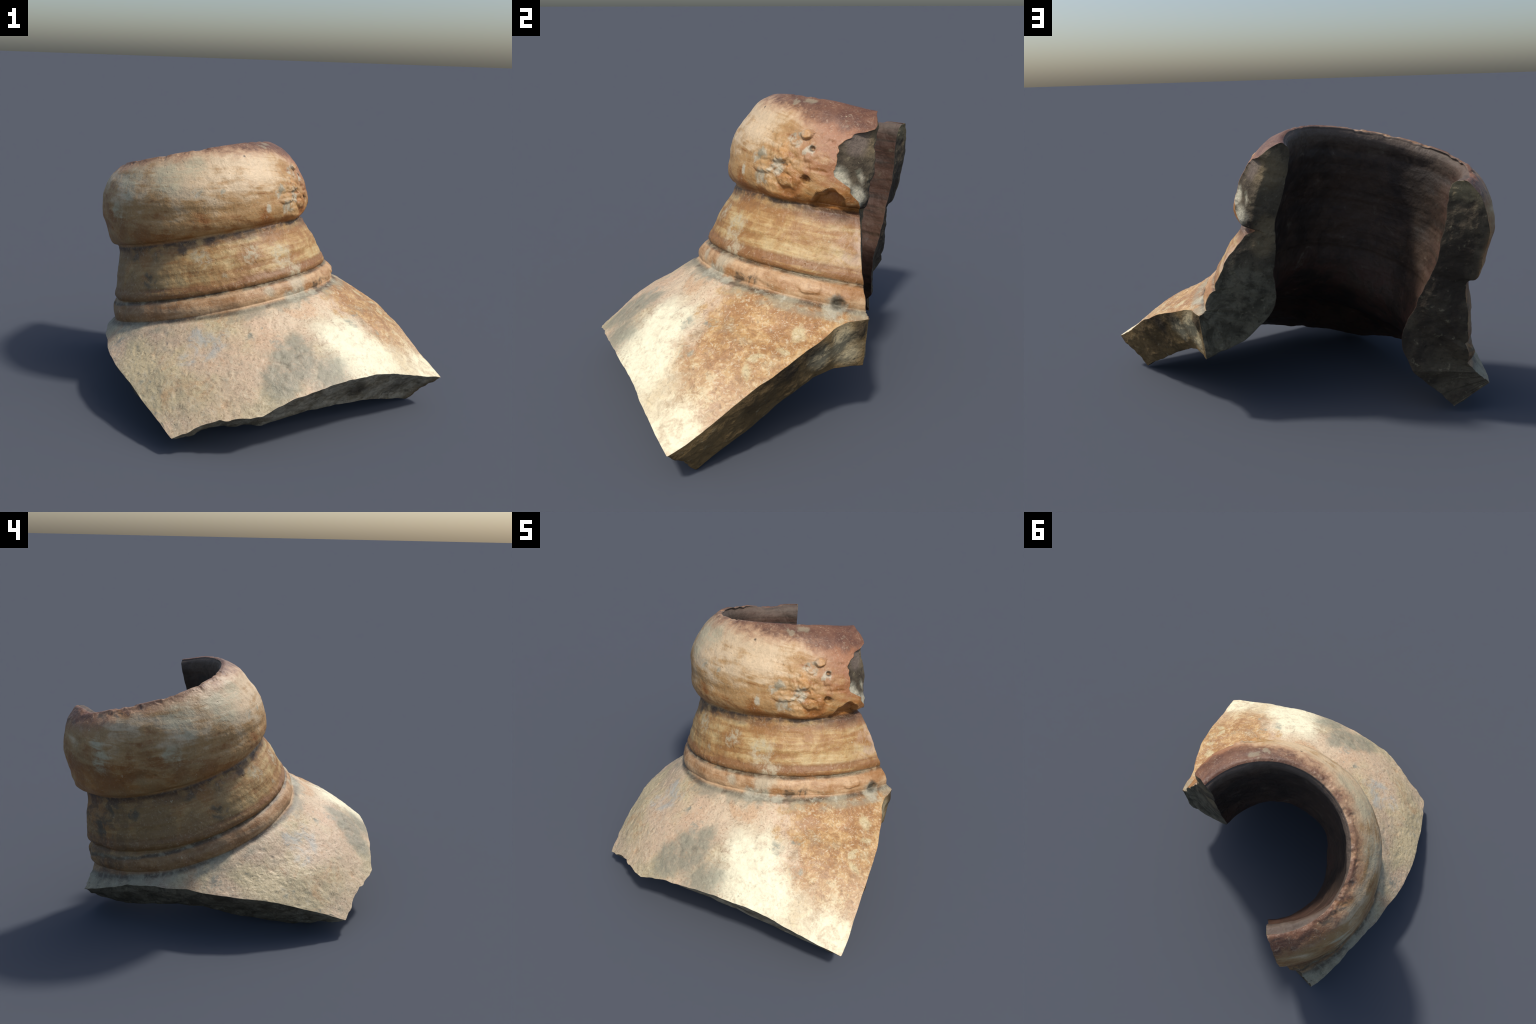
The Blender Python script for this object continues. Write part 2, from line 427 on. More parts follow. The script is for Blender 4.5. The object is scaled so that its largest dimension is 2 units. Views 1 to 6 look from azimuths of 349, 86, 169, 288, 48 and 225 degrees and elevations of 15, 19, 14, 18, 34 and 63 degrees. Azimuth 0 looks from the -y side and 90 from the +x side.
def relax(Vx, weight, rounds):
    e = np.vstack([all_faces[:, [j, (j + 1) % 4]] for j in range(4)])
    deg = np.maximum(np.bincount(e[:, 0], minlength=len(Vx)) + np.bincount(e[:, 1], minlength=len(Vx)), 1)
    for _ in range(rounds):
        avg = np.stack([(np.bincount(e[:, 0], Vx[e[:, 1], ax], len(Vx)) + np.bincount(e[:, 1], Vx[e[:, 0], ax], len(Vx))) / deg for ax in range(3)], 1)
        Vx = Vx + (avg - Vx) * weight[:, None]
    return Vx


w = np.zeros(len(V))
for ids in (ids_o[0], ids_o[-1], ids_o[:, NI], ids_i[0], ids_i[-1], ids_i[:, NI], ids_b[0], ids_b[-1]):
    w[ids] = .5
w[ids_o[:, 1:3]] = w[ids_i[:, 1:3]] = .2
V = relax(V, w, 4)
VN = vertex_normals(V)

# to keep the frame exact: lowest point on the ground
ROT = np.stack([EX, EY, AXIS], 1)              # columns: local axes in world
world = V @ ROT.T + ORIGIN

# ------------------------------------------------------------------ materials
#MATERIALS
def srgb(r, g, b, k=1.0):
    """Colour as seen in a photograph (0-255), as a base colour; k takes the light out."""
    f = lambda c: ((c / 255 + .055) / 1.055)**2.4 if c > 10 else c / 3294
    return (f(r) / k, f(g) / k, f(b) / k)


class Graph:
    """A few short words for writing node materials."""

    def __init__(self, name):
        self.mat = bpy.data.materials.new(name)
        self.mat.use_nodes = True
        self.t = self.mat.node_tree
        self.bsdf = self.t.nodes["Principled BSDF"]
        co = self.t.nodes.new("ShaderNodeTexCoord")
        self.P = co.outputs["Object"]
        s = self.t.nodes.new("ShaderNodeSeparateXYZ")
        self.t.links.new(self.P, s.inputs[0])
        x, y, self.z = s.outputs
        c, sn = math.cos(math.radians(110)), math.sin(math.radians(110))
        xr = self.m("SUBTRACT", self.m("MULTIPLY", x, c), self.m("MULTIPLY", y, sn))
        yr = self.m("ADD", self.m("MULTIPLY", x, sn), self.m("MULTIPLY", y, c))
        self.deg = self.m("SUBTRACT", self.m("MULTIPLY", self.m("ARCTAN2", yr, xr), 180 / math.pi), 110)   # the sherd's own angle
        self.r = self.m("SQRT", self.m("ADD", self.m("MULTIPLY", x, x), self.m("MULTIPLY", y, y)))

    def put(self, sock, v):
        if hasattr(v, "is_output"):
            self.t.links.new(v, sock)
        elif isinstance(v, tuple) and len(v) == 3 and sock.type == "RGBA":
            sock.default_value = (*v, 1)
        else:
            sock.default_value = v

    def m(self, op, a, b=0.0, clamp=False):
        n = self.t.nodes.new("ShaderNodeMath")
        n.operation, n.use_clamp = op, clamp
        self.put(n.inputs[0], a); self.put(n.inputs[1], b)
        return n.outputs[0]

    def mul(self, a, b): return self.m("MULTIPLY", a, b)
    def add(self, a, b): return self.m("ADD", a, b)
    def inv(self, a): return self.m("SUBTRACT", 1.0, a)
    def mx(self, a, b): return self.m("MAXIMUM", a, b)

    def step(self, v, lo, hi):
        n = self.t.nodes.new("ShaderNodeMapRange")
        n.interpolation_type = "SMOOTHSTEP"
        self.put(n.inputs["Value"], v); self.put(n.inputs["From Min"], lo); self.put(n.inputs["From Max"], hi)
        return n.outputs[0]

    def window(self, v, a, b, soft):
        return self.mul(self.step(v, a - soft, a + soft), self.step(v, b + soft, b - soft)) if False else \
            self.mul(self.step(v, a - soft, a + soft), self.inv(self.step(v, b - soft, b + soft)))

    def noise(self, scale, detail=4.0, rough=.55, vec=None, seed=0.0, warp=0.0):
        n = self.t.nodes.new("ShaderNodeTexNoise")
        n.noise_dimensions = "4D"
        self.put(n.inputs["Vector"], vec or self.P)
        n.inputs["W"].default_value = seed
        n.inputs["Scale"].default_value = scale
        n.inputs["Detail"].default_value = detail
        n.inputs["Roughness"].default_value = rough
        n.inputs["Distortion"].default_value = warp
        return n.outputs[0]

    def vec(self, a, b, c=0.0):
        n = self.t.nodes.new("ShaderNodeCombineXYZ")
        for i, v in enumerate((a, b, c)):
            self.put(n.inputs[i], v)
        return n.outputs[0]

    def mix(self, f, a, b, mode="MIX"):
        n = self.t.nodes.new("ShaderNodeMix")
        n.data_type, n.blend_type = "RGBA", mode
        self.put(n.inputs["Factor"], f); self.put(n.inputs[6], a); self.put(n.inputs[7], b)
        return n.outputs[2]

    def keyed(self, v, keys):
        """A float curve through (angle, value) pairs, values within 0..1, by a colour ramp."""
        keys = sorted(keys)
        lo, hi = keys[0][0], keys[-1][0]
        n = self.t.nodes.new("ShaderNodeValToRGB")
        self.put(n.inputs[0], self.m("DIVIDE", self.m("SUBTRACT", v, lo), hi - lo))
        e = n.color_ramp.elements
        while len(e) < len(keys):
            e.new(.5)
        for el, (a, b) in zip(e, keys):
            el.position, el.color = (a - lo) / (hi - lo), (b, b, b, 1)
        return n.outputs[0]

    def ragged(self, seed=3.0, amount=.16, scale=4.0):
        """Position shaken by noise, for patches with torn outlines."""
        n = self.t.nodes.new("ShaderNodeTexNoise")
        n.noise_dimensions = "4D"
        self.t.links.new(self.P, n.inputs["Vector"])
        n.inputs["W"].default_value, n.inputs["Scale"].default_value, n.inputs["Detail"].default_value = seed, scale, 5
        n.inputs["Roughness"].default_value = .6
        a = self.t.nodes.new("ShaderNodeVectorMath"); a.operation = "MULTIPLY_ADD"
        self.t.links.new(n.outputs[1], a.inputs[0])
        a.inputs[1].default_value = (amount,) * 3
        self.t.links.new(self.P, a.inputs[2])
        s = self.t.nodes.new("ShaderNodeVectorMath"); s.operation = "SUBTRACT"
        self.t.links.new(a.outputs[0], s.inputs[0]); s.inputs[1].default_value = (amount / 2,) * 3
        return s.outputs[0]

    def patch(self, where, r, h, deg, size, soft=.5):
        a = math.radians(deg)
        n = self.t.nodes.new("ShaderNodeVectorMath"); n.operation = "DISTANCE"
        self.t.links.new(where, n.inputs[0])
        n.inputs[1].default_value = (r * math.cos(a), r * math.sin(a), h)
        return self.inv(self.step(n.outputs["Value"], size * (1 - soft), size * (1 + soft)))

    def patches(self, where, items, soft=.5, tear=None, hard=.36):
        """Union of round patches; with a tearing noise their outlines break up."""
        out = None
        for it in items:
            p = self.patch(where, *it, soft=soft if tear is None else .95)
            out = p if out is None else self.mx(out, p)
        if tear is not None:
            out = self.step(self.add(out, tear), .5 - hard, .5 + hard)
        return out

    def finish(self, colour, rough, height=None, strength=.5, distance=.006, spec=.3):
        self.put(self.bsdf.inputs["Base Color"], colour)
        self.put(self.bsdf.inputs["Roughness"], rough)
        self.bsdf.inputs["Specular IOR Level"].default_value = spec
        if height is not None:
            b = self.t.nodes.new("ShaderNodeBump")
            b.inputs["Strength"].default_value, b.inputs["Distance"].default_value = strength, distance
            self.put(b.inputs["Height"], height)
            self.t.links.new(b.outputs[0], self.bsdf.inputs["Normal"])
        return self.mat


def worn_clay():
    """Outer skin: slipped, weathered earthenware, brown to cream, with soil crusts."""
    g = Graph("weathered_slip")
    deg, z, r = g.deg, g.z, g.r
    torn, torn_fine = g.ragged(3.0, .16, 4.0), g.ragged(8.0, .15, 12.0)
    around = g.mul(deg, .0115)                                     # metres round the pot, about
    slant = g.add(z, g.mul(around, .16))
    streak = g.noise(1.0, 6, .62, g.vec(g.mul(around, 5.0), g.mul(slant, 26.0), g.mul(r, 6)), 1.0, .5)
    wheel = g.noise(1.0, 5, .6, g.vec(g.mul(around, 3.0), g.mul(z, 26.0), 0.0), 2.0, .9)
    cloud, cloud2 = g.noise(2.6, 5, .6, seed=3.0), g.noise(5.5, 6, .62, seed=4.0, warp=.6)
    fleck, fine = g.noise(24, 5, .65, seed=5.0, warp=.8), g.noise(70, 3, .6, seed=6.0)
    mottle = g.noise(11, 6, .65, seed=7.0, warp=1.0)
    worm = g.noise(38, 3, .6, seed=9.0, warp=2.2)
    tear = g.mul(g.m("SUBTRACT", g.add(g.mul(mottle, .6), g.add(g.mul(fleck, .5), g.mul(worm, .25))), .675), 1.35)

    # --- rim
    brown, tan, pale = srgb(164, 106, 50, 1.35), srgb(200, 156, 100, 1.38), srgb(242, 212, 170, 1.4)
    olive, white = srgb(156, 130, 88, 1.25), srgb(220, 206, 168, 1.45)
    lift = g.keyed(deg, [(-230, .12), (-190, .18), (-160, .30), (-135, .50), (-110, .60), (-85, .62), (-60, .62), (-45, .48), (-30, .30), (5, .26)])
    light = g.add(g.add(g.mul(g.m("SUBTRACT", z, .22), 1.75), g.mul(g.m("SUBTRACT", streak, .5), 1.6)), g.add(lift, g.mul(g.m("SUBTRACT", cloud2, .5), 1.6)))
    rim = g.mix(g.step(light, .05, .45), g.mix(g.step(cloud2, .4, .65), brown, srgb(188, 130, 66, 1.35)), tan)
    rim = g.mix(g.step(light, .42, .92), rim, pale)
    rim = g.mix(g.mul(g.inv(g.step(deg, -150, -100)), g.mul(g.step(cloud, .38, .62), .6)), rim, olive)
    rusty = g.mul(g.step(deg, -48, -24), g.step(g.add(g.mul(z, .8), g.mul(mottle, .5)), .28, .52))
    rim = g.mix(g.mul(rusty, .85), rim, srgb(178, 122, 90, 1.38))
    smear = g.patches(torn, [(.635, .38, -114, .10), (.61, .41, -140, .09), (.65, .33, -139, .06), (.64, .35, -187, .05), (.66, .25, -186, .06), (.675, .22, -150, .05), (.60, .42, -100, .07)], .7, tear)
    rim = g.mix(g.mul(smear, g.mul(g.step(g.add(streak, g.mul(fleck, .5)), .62, .86), .85)), rim, white)
    # maroon fired lip, torn at its lower margin
    line = g.keyed(deg, [(-230, .43), (-205, .43), (-190, .465), (-170, .488), (-130, .496), (-100, .488), (-80, .468), (-62, .445), (-48, .425), (-35, .385), (-22, .36), (5, .37)])
    halo = g.step(g.add(z, g.add(g.mul(g.m("SUBTRACT", mottle, .5), .16), g.mul(g.m("SUBTRACT", worm, .5), .06))), g.add(line, -.055), g.add(line, .015))
    rim = g.mix(g.mul(halo, .6), rim, srgb(172, 112, 72, 1.35))
    lip = g.step(g.add(z, g.add(g.mul(g.m("SUBTRACT", mottle, .5), .15), g.mul(g.m("SUBTRACT", fleck, .5), .10))), g.add(line, -.015), g.add(line, .045))
    lip_col = g.mix(g.step(cloud2, .38, .62), srgb(92, 56, 44, 1.4), srgb(134, 92, 68, 1.4))
    lip_col = g.mix(g.mul(g.step(fleck, .58, .70), .7), lip_col, srgb(200, 170, 140, 1.45))
    rim = g.mix(g.mul(lip, .88), rim, lip_col)
    crust = g.patches(torn_fine, [(.681, .20, -56, .036), (.682, .10, -53, .04), (.650, .30, -40, .034), (.685, .15, -45, .034), (.67, .25, -32, .022),
                                  (.686, .10, -66, .018), (.67, .23, -88, .02), (.67, .26, -100, .03)], .45, tear)
    rim = g.mix(g.mul(crust, g.mul(g.step(fleck, .36, .52), .85)), rim, g.mix(g.step(mottle, .4, .6), srgb(158, 152, 128, 1.35), srgb(220, 208, 180, 1.4)))
    rim = g.mix(g.mul(g.patches(torn_fine, [(.520, .49, -44, .030), (.55, .475, -50, .016)], .5, tear), .6), rim, srgb(176, 164, 134, 1.42))
    rim = g.mix(g.mul(g.patches(torn_fine, [(.655, .325, -34.5, .028), (.686, .11, -40, .03), (.675, .22, -43, .03)], .4, tear), .7), rim, srgb(214, 160, 98, 1.4))
    rim = g.mix(g.mul(g.patches(g.P, [(.66, .257, -31, .012), (.665, .112, -31.2, .017), (.684, .13, -160, .012), (.60, .43, -70, .008)], .4, tear), .92), rim, srgb(48, 36, 32))

    # --- neck
    ochre, rust, straw = srgb(206, 166, 106, 1.4), srgb(174, 124, 68, 1.38), srgb(230, 206, 152, 1.42)
    band = g.add(g.add(g.mul(wheel, .7), g.mul(mottle, .3)), g.mul(g.m("SUBTRACT", cloud2, .5), .9))
    neck = g.mix(g.step(band, .36, .58), rust, ochre)
    bright = g.keyed(deg, [(-230, .0), (-170, .03), (-130, .12), (-100, .38), (-75, .62), (-40, .60), (-15, .5), (5, .5)])
    neck = g.mix(g.mul(g.step(band, .48, .70), g.mul(bright, 1.15)), neck, straw)
    low = g.window(z, -.33, -.255, .012)
    neck = g.mix(g.mul(low, g.mul(g.step(wheel, .38, .50), .85)), neck, srgb(150, 98, 52, 1.38))
    neck = g.mix(g.mul(g.inv(g.step(deg, -150, -110)), g.mul(g.step(cloud2, .36, .6), .75)), neck, srgb(136, 102, 60, 1.3))
    neck = g.mix(g.mul(g.inv(g.step(deg, -205, -168)), g.mul(g.step(mottle, .40, .58), .75)), neck, srgb(92, 70, 50, 1.3))
    red = g.mul(g.step(z, -.115, -.02), g.step(deg, -48, -15))
    neck = g.mix(g.mul(red, .75), neck, srgb(124, 78, 64, 1.35))
    pink = g.mul(g.step(deg, -22, -8), g.window(z, -.25, -.08, .05))
    neck = g.mix(g.mul(pink, g.mul(g.step(mottle, .40, .6), .8)), neck, srgb(216, 184, 158, 1.45))
    dark_spots = g.patches(torn_fine, [(.64, -.03, -146, .05), (.642, -.06, -130, .045), (.638, -.03, -192, .06), (.64, -.04, -113, .04), (.69, -.20, -135, .05), (.64, -.03, -98, .035), (.68, -.19, -200, .06), (.655, -.10, -178, .04), (.64, -.02, -80, .03)], .6, tear)
    neck = g.mix(g.mul(dark_spots, g.mul(g.step(mottle, .38, .55), .75)), neck, srgb(82, 78, 64, 1.15))
    wash = g.patches(torn, [(.69, -.21, -63, .07), (.72, -.30, -58, .06), (.667, -.14, -79, .05), (.70, -.25, -95, .03), (.66, -.12, -104, .05)], .6, tear)
    neck = g.mix(g.mul(wash, g.mul(g.step(fleck, .40, .58), .8)), neck, srgb(212, 196, 160, 1.45))

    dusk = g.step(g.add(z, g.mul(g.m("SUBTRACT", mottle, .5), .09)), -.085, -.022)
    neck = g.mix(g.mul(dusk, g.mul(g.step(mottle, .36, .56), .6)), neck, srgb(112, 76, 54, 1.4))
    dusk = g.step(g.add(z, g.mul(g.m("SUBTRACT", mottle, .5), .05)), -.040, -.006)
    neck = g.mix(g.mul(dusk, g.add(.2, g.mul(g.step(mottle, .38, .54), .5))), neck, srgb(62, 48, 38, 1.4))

    # --- ridge
    ridge = g.mix(g.step(g.add(g.mul(wheel, .6), g.add(g.mul(mottle, .4), g.mul(cloud2, .4))), .56, .84), srgb(178, 126, 74, 1.36), srgb(228, 188, 142, 1.4))
    ridge = g.mix(g.mul(g.inv(g.step(deg, -150, -105)), .7), ridge, g.mix(g.step(cloud2, .4, .6), srgb(122, 86, 50, 1.3), srgb(158, 120, 74, 1.35)))
    ridge = g.mix(g.mul(g.inv(g.step(deg, -205, -175)), g.mul(g.step(mottle, .42, .58), .8)), ridge, srgb(92, 70, 50, 1.3))
    ridge = g.mix(g.mul(g.patches(torn, [(.755, -.36, -60, .07), (.755, -.37, -76, .03)], .5, tear), .8), ridge, srgb(216, 198, 164, 1.45))
    ridge = g.mix(g.mul(g.patches(torn_fine, [(.767, -.41, -49, .036), (.768, -.41, -44, .03), (.768, -.42, -36, .02), (.768, -.38, -40, .016)], .5, tear), g.mul(g.step(mottle, .40, .52), .9)), ridge, srgb(84, 66, 44, 1.2))

    # --- shoulder
    buff, rose = srgb(228, 206, 160, 1.36), srgb(234, 202, 166, 1.36)
    shoulder = g.mix(g.step(cloud, .40, .60), buff, rose)
    shoulder = g.mix(g.mul(g.step(mottle, .52, .70), .6), shoulder, srgb(236, 216, 178, 1.48))
    shoulder = g.mix(g.mul(g.step(cloud2, .56, .70), .55), shoulder, srgb(222, 168, 116, 1.48))
    shoulder = g.mix(g.mul(g.patches(torn, [(.817, -.488, -85, .09), (.959, -.60, -84, .09), (.87, -.53, -70, .10), (.94, -.58, -96, .05)], .7, tear), .55), shoulder, srgb(232, 196, 160, 1.45))
    cream = g.patches(torn, [(1.06, -.69, -58, .17), (1.2, -.86, -54, .20), (1.16, -.81, -63, .12), (.99, -.62, -63, .10), (1.33, -1.0, -40, .17), (1.25, -.92, -46, .16)], .75, tear)
    shoulder = g.mix(g.mul(cream, g.mul(g.step(g.add(mottle, fine), .70, .98), 1.0)), shoulder, (.74, .69, .48))
    shoulder = g.mix(g.mul(cream, .5), shoulder, (.72, .64, .44))
    peach = g.patches(torn, [(.85, -.52, -66, .10), (.93, -.57, -72, .12), (.90, -.55, -60, .08), (.80, -.475, -76, .06)], .7, tear)
    shoulder = g.mix(g.mul(peach, .55), shoulder, srgb(244, 220, 184, 1.42))
    # rusty side towards the right-hand break
    side = g.step(g.add(g.add(deg, g.mul(g.m("SUBTRACT", cloud2, .5), 24)), g.add(g.mul(g.m("SUBTRACT", mottle, .5), 22), g.mul(g.m("SUBTRACT", r, .8), -6))), -54, -44)
    fade = g.add(.35, g.mul(g.inv(g.step(r, 1.02, 1.30)), .62))
    rusty = g.mix(g.step(g.add(mottle, g.mul(fleck, .6)), .68, .92), srgb(182, 130, 76, 1.38), srgb(218, 172, 110, 1.4))
    shoulder = g.mix(g.mul(side, fade), shoulder, rusty)
    shoulder = g.mix(g.mul(side, g.mul(g.step(g.add(g.mul(fleck, .6), g.mul(mottle, .4)), .52, .60), g.add(.30, g.mul(g.step(r, .95, 1.25), .6)))), shoulder, srgb(244, 222, 176, 1.45))
    shoulder = g.mix(g.mul(g.patches(torn_fine, [(.90, -.555, -19, .040), (1.04, -.67, -28, .035), (.98, -.615, -22, .03), (1.09, -.73, -28, .03)], .5, tear), .75), shoulder, srgb(226, 208, 160, 1.45))
    shoulder = g.mix(g.mul(g.patches(torn_fine, [(.82, -.487, -50, .04), (.86, -.52, -45, .03), (.93, -.575, -52, .03)], .5, tear), g.mul(g.step(fleck, .4, .55), .8)), shoulder, srgb(216, 170, 108, 1.45))
    warm = g.noise(4.2, 6, .68, seed=21.0, warp=.8)
    shoulder = g.mix(g.mul(g.mul(g.step(warm, .53, .64), g.inv(cream)), .55), shoulder, srgb(226, 176, 128, 1.42))
    shoulder = g.mix(g.mul(g.mul(g.inv(g.step(warm, .34, .44)), g.inv(cream)), .4), shoulder, srgb(184, 172, 140, 1.42))
    shoulder = g.mix(g.mul(g.step(worm, .54, .64), .40), shoulder, srgb(248, 232, 196, 1.42))
    shoulder = g.mix(g.mul(g.mul(g.inv(g.step(worm, .36, .47)), g.inv(g.mul(cream, .8))), .34), shoulder, srgb(166, 134, 98, 1.42))
    bloom = g.patches(torn, [(1.07, -.70, -58, .12), (1.18, -.84, -55, .15), (1.32, -1.0, -39, .12), (1.02, -.65, -62, .08)], .8, tear)
    shoulder = g.mix(g.mul(bloom, g.add(.15, g.mul(.6, g.step(g.add(g.mul(mottle, .6), g.mul(fleck, .4)), .40, .56)))), shoulder, (.88, .79, .55))
    grey = g.patches(torn, [(1.09, -.72, -79, .13), (1.14, -.79, -85, .11), (1.17, -.82, -72, .12), (1.03, -.64, -75, .08)], .6, tear)
    shoulder = g.mix(g.mul(grey, g.mul(g.step(g.add(mottle, g.mul(fine, .5)), .36, .78), .85)), shoulder, srgb(164, 160, 136, 1.45))
    shoulder = g.mix(g.mul(g.patches(g.ragged(5.0, .10, 14.0), [(1.08, -.70, -78, .024)], .6, tear), .45), shoulder, srgb(134, 128, 106, 1.4))
    chalk = g.patches(torn, [(.92, -.567, -106, .075), (.90, -.55, -100, .05), (.97, -.60, -112, .05), (.86, -.52, -110, .04)], .7, tear)
    shoulder = g.mix(g.mul(chalk, g.mul(g.step(mottle, .40, .6), .8)), shoulder, srgb(214, 212, 198, 1.48))
    blue = g.patches(torn_fine, [(.97, -.6, -45, .03), (1.0, -.63, -51, .035), (.93, -.57, -90, .02), (.88, -.54, -84.7, .012), (1.1, -.74, -46, .03), (.99, -.62, -82, .03), (1.08, -.70, -125, .025), (.86, -.52, -147, .04), (1.17, -.83, -121, .02)], .55, tear)
    shoulder = g.mix(g.mul(blue, g.mul(g.step(fleck, .38, .58), .75)), shoulder, srgb(158, 160, 142, 1.4))
    left = g.inv(g.step(g.add(deg, g.mul(g.m("SUBTRACT", cloud2, .5), 40)), -182, -146))
    shoulder = g.mix(g.mul(left, .75), shoulder, g.mix(g.step(mottle, .38, .6), srgb(100, 100, 84, 1.3), srgb(158, 148, 120, 1.4)))

    # --- put the zones together along the height, with soil in the two grooves
    zz = g.add(z, g.mul(g.m("SUBTRACT", fleck, .5), .010))
    zr = g.add(zz, g.keyed(deg, [(-230, .055), (-210, .05), (-180, .034), (-150, .014), (-125, 0), (5, 0)]))
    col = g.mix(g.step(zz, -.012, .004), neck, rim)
    col = g.mix(g.inv(g.step(zr, -.332, -.322)), col, ridge)
    col = g.mix(g.inv(g.step(zr, -.452, -.430)), col, shoulder)
    grime = g.mx(g.mul(g.window(zr, -.337, -.319, .007), g.add(.35, g.mul(.65, g.step(cloud2, .36, .56)))), g.mul(g.window(zr, -.455, -.434, .010), g.step(g.add(cloud2, g.mul(mottle, .5)), .46, .72)))
    col = g.mix(g.mul(grime, .85), col, g.mix(g.step(mottle, .46, .62), srgb(72, 60, 44, 1.3), srgb(150, 142, 116, 1.4)))
    soil = g.mul(g.window(zr, -.49, -.44, .014), g.step(g.add(cloud2, g.mul(mottle, .5)), .66, .86))
    col = g.mix(g.mul(soil, .7), col, srgb(172, 164, 138, 1.42))
    foot = g.mul(g.patches(torn_fine, [(.775, -.45, -66, .045), (.775, -.45, -60, .05), (.77, -.445, -54, .03), (.77, -.445, -38, .02), (.775, -.45, -27, .02), (.775, -.45, -10, .045)], .5, tear), .85)
    col = g.mix(foot, col, g.mix(g.step(mottle, .4, .6), srgb(168, 162, 138, 1.4), srgb(206, 198, 172, 1.42)))
    col = g.mix(g.mul(g.patches(g.ragged(6.0, .05, 16.0), [(.755, -.415, -9.5, .032)], .4, tear), .85), col, srgb(66, 62, 50, 1.2))
    # --- grain, pits and pale grit everywhere
    pit = g.step(g.noise(30, 3, .6, seed=11.0), .66, .74)
    col = g.mix(g.mul(pit, .55), col, g.mix(.6, col, srgb(70, 58, 44, 1.2)))
    grit = g.step(g.noise(34, 3, .6, seed=12.0), .66, .73)
    col = g.mix(g.mul(grit, .5), col, srgb(238, 220, 180, 1.45))
    col = g.mix(g.mul(g.step(worm, .55, .68), .20), col, srgb(240, 222, 184, 1.45))
    col = g.mix(g.mul(g.inv(g.step(worm, .34, .46)), .30), col, g.mix(.5, col, srgb(74, 60, 44, 1.3)))
    tone = g.add(.66, g.add(g.mul(fine, .36), g.add(g.mul(fleck, .22), g.mul(mottle, .14))))
    col = g.mix(1.0, col, g.vec(tone, tone, tone), "MULTIPLY")
    height = g.add(g.mul(fleck, .8), g.add(g.mul(fine, .4), g.add(g.mul(pit, -.5), g.add(g.mul(grit, .3), g.mul(worm, .25)))))
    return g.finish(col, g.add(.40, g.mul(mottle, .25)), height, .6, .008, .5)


def dark_inside():
    g = Graph("dark_inner_clay")
    cloud, mottle, fine = g.noise(2.8, 5, .6, seed=1.0), g.noise(9, 6, .65, seed=2.0, warp=.8), g.noise(45, 4, .6, seed=3.0)
    wheel = g.noise(1.0, 5, .6, g.vec(g.mul(g.deg, .02), g.mul(g.z, 26), 0.0), 4.0, .4)
    col = g.mix(g.step(g.add(g.mul(cloud, .6), g.mul(mottle, .4)), .40, .60), srgb(44, 35, 28), srgb(74, 57, 44))
    red = g.mul(g.inv(g.step(g.add(g.deg, g.mul(g.m("SUBTRACT", cloud, .5), 60)), -196, -160)), g.step(wheel, .36, .58))
    col = g.mix(g.mul(red, .6), col, srgb(88, 60, 48))
    col = g.mix(g.mul(g.step(g.add(g.mul(wheel, .6), g.mul(mottle, .4)), .50, .66), .4), col, srgb(80, 68, 58))
    col = g.mix(g.mul(g.inv(g.step(g.z, -.34, -.16)), g.mul(g.step(mottle, .42, .58), .6)), col, srgb(72, 44, 34))
    top = g.step(g.add(g.z, g.mul(g.m("SUBTRACT", mottle, .5), .16)), .36, .50)
    col = g.mix(g.mul(top, .7), col, srgb(106, 92, 80))
    col = g.mix(g.mul(g.step(mottle, .60, .72), .6), col, srgb(104, 98, 82))
    tone = g.add(.74, g.mul(fine, .52))
    col = g.mix(1.0, col, g.vec(tone, tone, tone), "MULTIPLY")
    return g.finish(col, g.add(.5, g.mul(mottle, .3)), g.add(fine, mottle), .5, .008, .35)


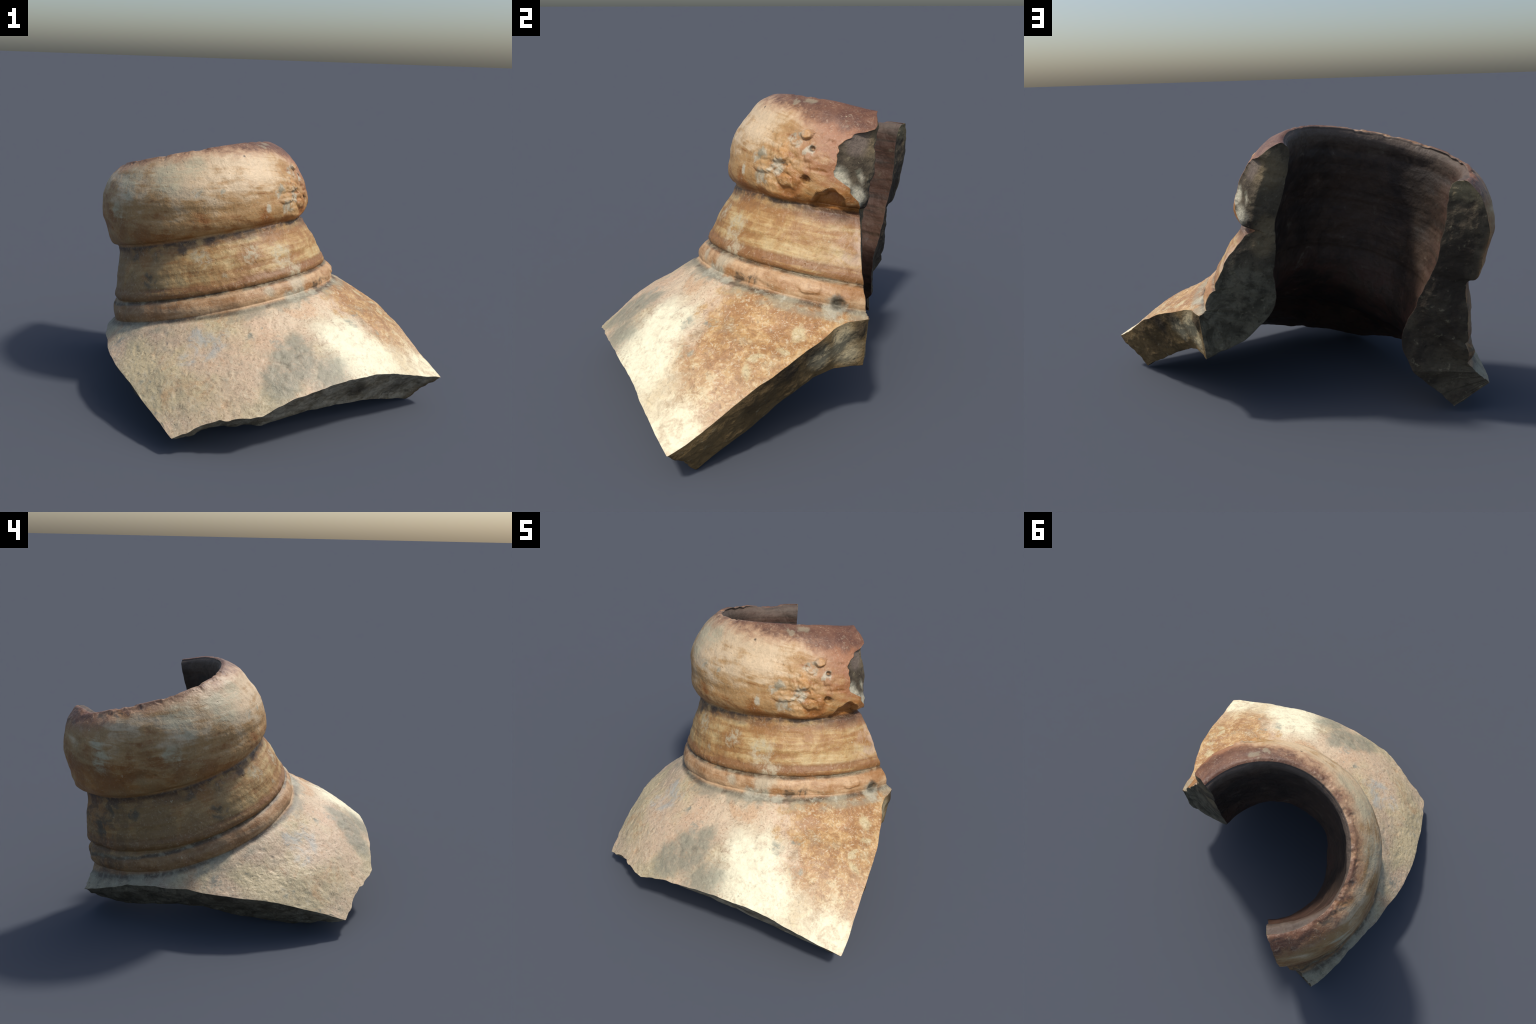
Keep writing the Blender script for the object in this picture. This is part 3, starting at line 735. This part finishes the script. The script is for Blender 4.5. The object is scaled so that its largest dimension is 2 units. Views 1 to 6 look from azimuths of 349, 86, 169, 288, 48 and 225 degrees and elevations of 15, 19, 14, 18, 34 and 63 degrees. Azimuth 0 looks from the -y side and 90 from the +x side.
def broken_clay(name, where):
    """Raw fracture: coarse dark faces with paler, soil-stained patches."""
    g = Graph(name)
    torn = g.ragged(4.0, .14, 5.0)
    cloud, mottle = g.noise(3.4, 5, .6, seed=1.0, warp=.5), g.noise(10, 6, .65, seed=2.0, warp=.8)
    fleck, fine = g.noise(26, 5, .65, seed=3.0), g.noise(60, 4, .65, seed=4.0)
    if where == "neck":
        dark, mid = srgb(58, 50, 41), srgb(92, 82, 66)
        col = g.mix(g.step(cloud, .40, .60), dark, mid)
        right = g.step(g.deg, -100, -60)
        lower = g.mul(right, g.inv(g.step(g.z, -.28, -.05)))
        col = g.mix(g.mul(lower, .7), col, g.mix(g.step(mottle, .4, .6), srgb(76, 71, 57), srgb(120, 113, 93)))
        stain = g.patches(torn, [(.52, .34, -5, .085), (.48, .05, -4, .06), (.49, -.06, -4, .06), (.45, -.02, -4, .03)], .5)
        col = g.mix(g.mul(stain, .6), col, srgb(140, 122, 92))
        pale = g.patches(torn, [(.67, .12, -18, .06), (.64, .08, -9, .05), (.62, .17, -8, .03), (.65, .03, -8, .03)], .5)
        col = g.mix(g.mul(pale, .8), col, g.mix(g.step(mottle, .4, .6), srgb(140, 142, 122), srgb(200, 192, 168)))
        grey = g.patches(torn, [(.62, .33, -13, .06)], .5)
        col = g.mix(g.mul(grey, .7), col, srgb(124, 110, 100))
        rim = g.mul(g.inv(right), g.step(g.add(g.z, g.mul(g.m("SUBTRACT", mottle, .5), .2)), .37, .46))
        col = g.mix(g.mul(rim, .7), col, srgb(160, 146, 112))
        skin = g.mul(g.inv(right), g.mul(g.step(g.add(g.r, g.mul(mottle, .05)), .655, .69), g.step(g.z, -.02, .03)))
        col = g.mix(g.mul(skin, .7), col, srgb(150, 122, 88))
    else:
        front = g.inv(g.step(g.deg, -39, -35))
        col = g.mix(g.step(cloud, .38, .60), srgb(84, 68, 44), srgb(116, 95, 62))
        col = g.mix(g.mul(front, .8), col, g.mix(g.step(mottle, .38, .6), srgb(122, 114, 96), srgb(166, 160, 142)))
        col = g.mix(g.mul(g.inv(g.step(g.deg, -130, -112)), .75), col, g.mix(g.step(mottle, .4, .6), srgb(58, 51, 41), srgb(90, 80, 62)))
        pale = g.patches(torn, [(.80, -.58, -6, .07), (.77, -.66, -2, .06), (.86, -.66, -12, .06)], .6)
        col = g.mix(g.mul(pale, .75), col, srgb(178, 166, 134))
        black = g.patches(torn, [(.78, -.52, .5, .05), (.93, -.64, -13, .06), (1.0, -.72, -19, .05), (1.15, -1.0, -45, .08), (1.12, -.98, -60, .05)], .6)
        col = g.mix(g.mul(black, .75), col, srgb(58, 50, 40))
    col = g.mix(g.mul(g.step(fleck, .58, .70), .5), col, srgb(150, 140, 112))
    col = g.mix(g.mul(g.inv(g.step(fleck, .34, .44)), .5), col, srgb(44, 40, 34))
    tone = g.add(.72, g.mul(fine, .56))
    col = g.mix(1.0, col, g.vec(tone, tone, tone), "MULTIPLY")
    return g.finish(col, .85, g.add(g.mul(fleck, 1.0), g.add(g.mul(fine, .5), mottle)), .8, .012, .2)


outer = worn_clay()
MATS = {"rim": outer, "neck": outer, "raised_ridge": outer, "shoulder": outer, "inner_wall": dark_inside(),
        "broken_shoulder_edge": broken_clay("broken_shoulder_clay", "shoulder"), "broken_neck_edge": broken_clay("broken_neck_clay", "neck")}
#ENDMATERIALS

# ------------------------------------------------------------------ objects
thing = bpy.data.objects.new("jar_neck_fragment", None)
thing.empty_display_size = .2
bpy.context.scene.collection.objects.link(thing)
thing["label"] = "broken neck and shoulder sherd of an old earthenware storage jar"
thing["category"] = "pottery fragment"
FRAME = Matrix([[*ROT[0], ORIGIN[0]], [*ROT[1], ORIGIN[1]], [*ROT[2], ORIGIN[2]], [0, 0, 0, 1]])

for name, faces in PARTS.items():
    used, inv = np.unique(faces, return_inverse=True)
    faces_l = inv.reshape(faces.shape)
    me = bpy.data.meshes.new(name)
    me.vertices.add(len(used))
    me.vertices.foreach_set("co", V[used].astype(np.float32).ravel())
    me.loops.add(faces_l.size)
    me.loops.foreach_set("vertex_index", faces_l.astype(np.int32).ravel())
    me.polygons.add(len(faces_l))
    me.polygons.foreach_set("loop_start", np.arange(0, faces_l.size, 4, dtype=np.int32))
    me.update(calc_edges=True)
    me.validate(clean_customdata=False)
    me.polygons.foreach_set("use_smooth", np.ones(len(me.polygons), bool))
    me.normals_split_custom_set_from_vertices(VN[used].tolist())
    me.materials.append(MATS[name])
    ob = bpy.data.objects.new(name, me)
    bpy.context.scene.collection.objects.link(ob)
    ob.parent = thing
    ob.matrix_world = FRAME
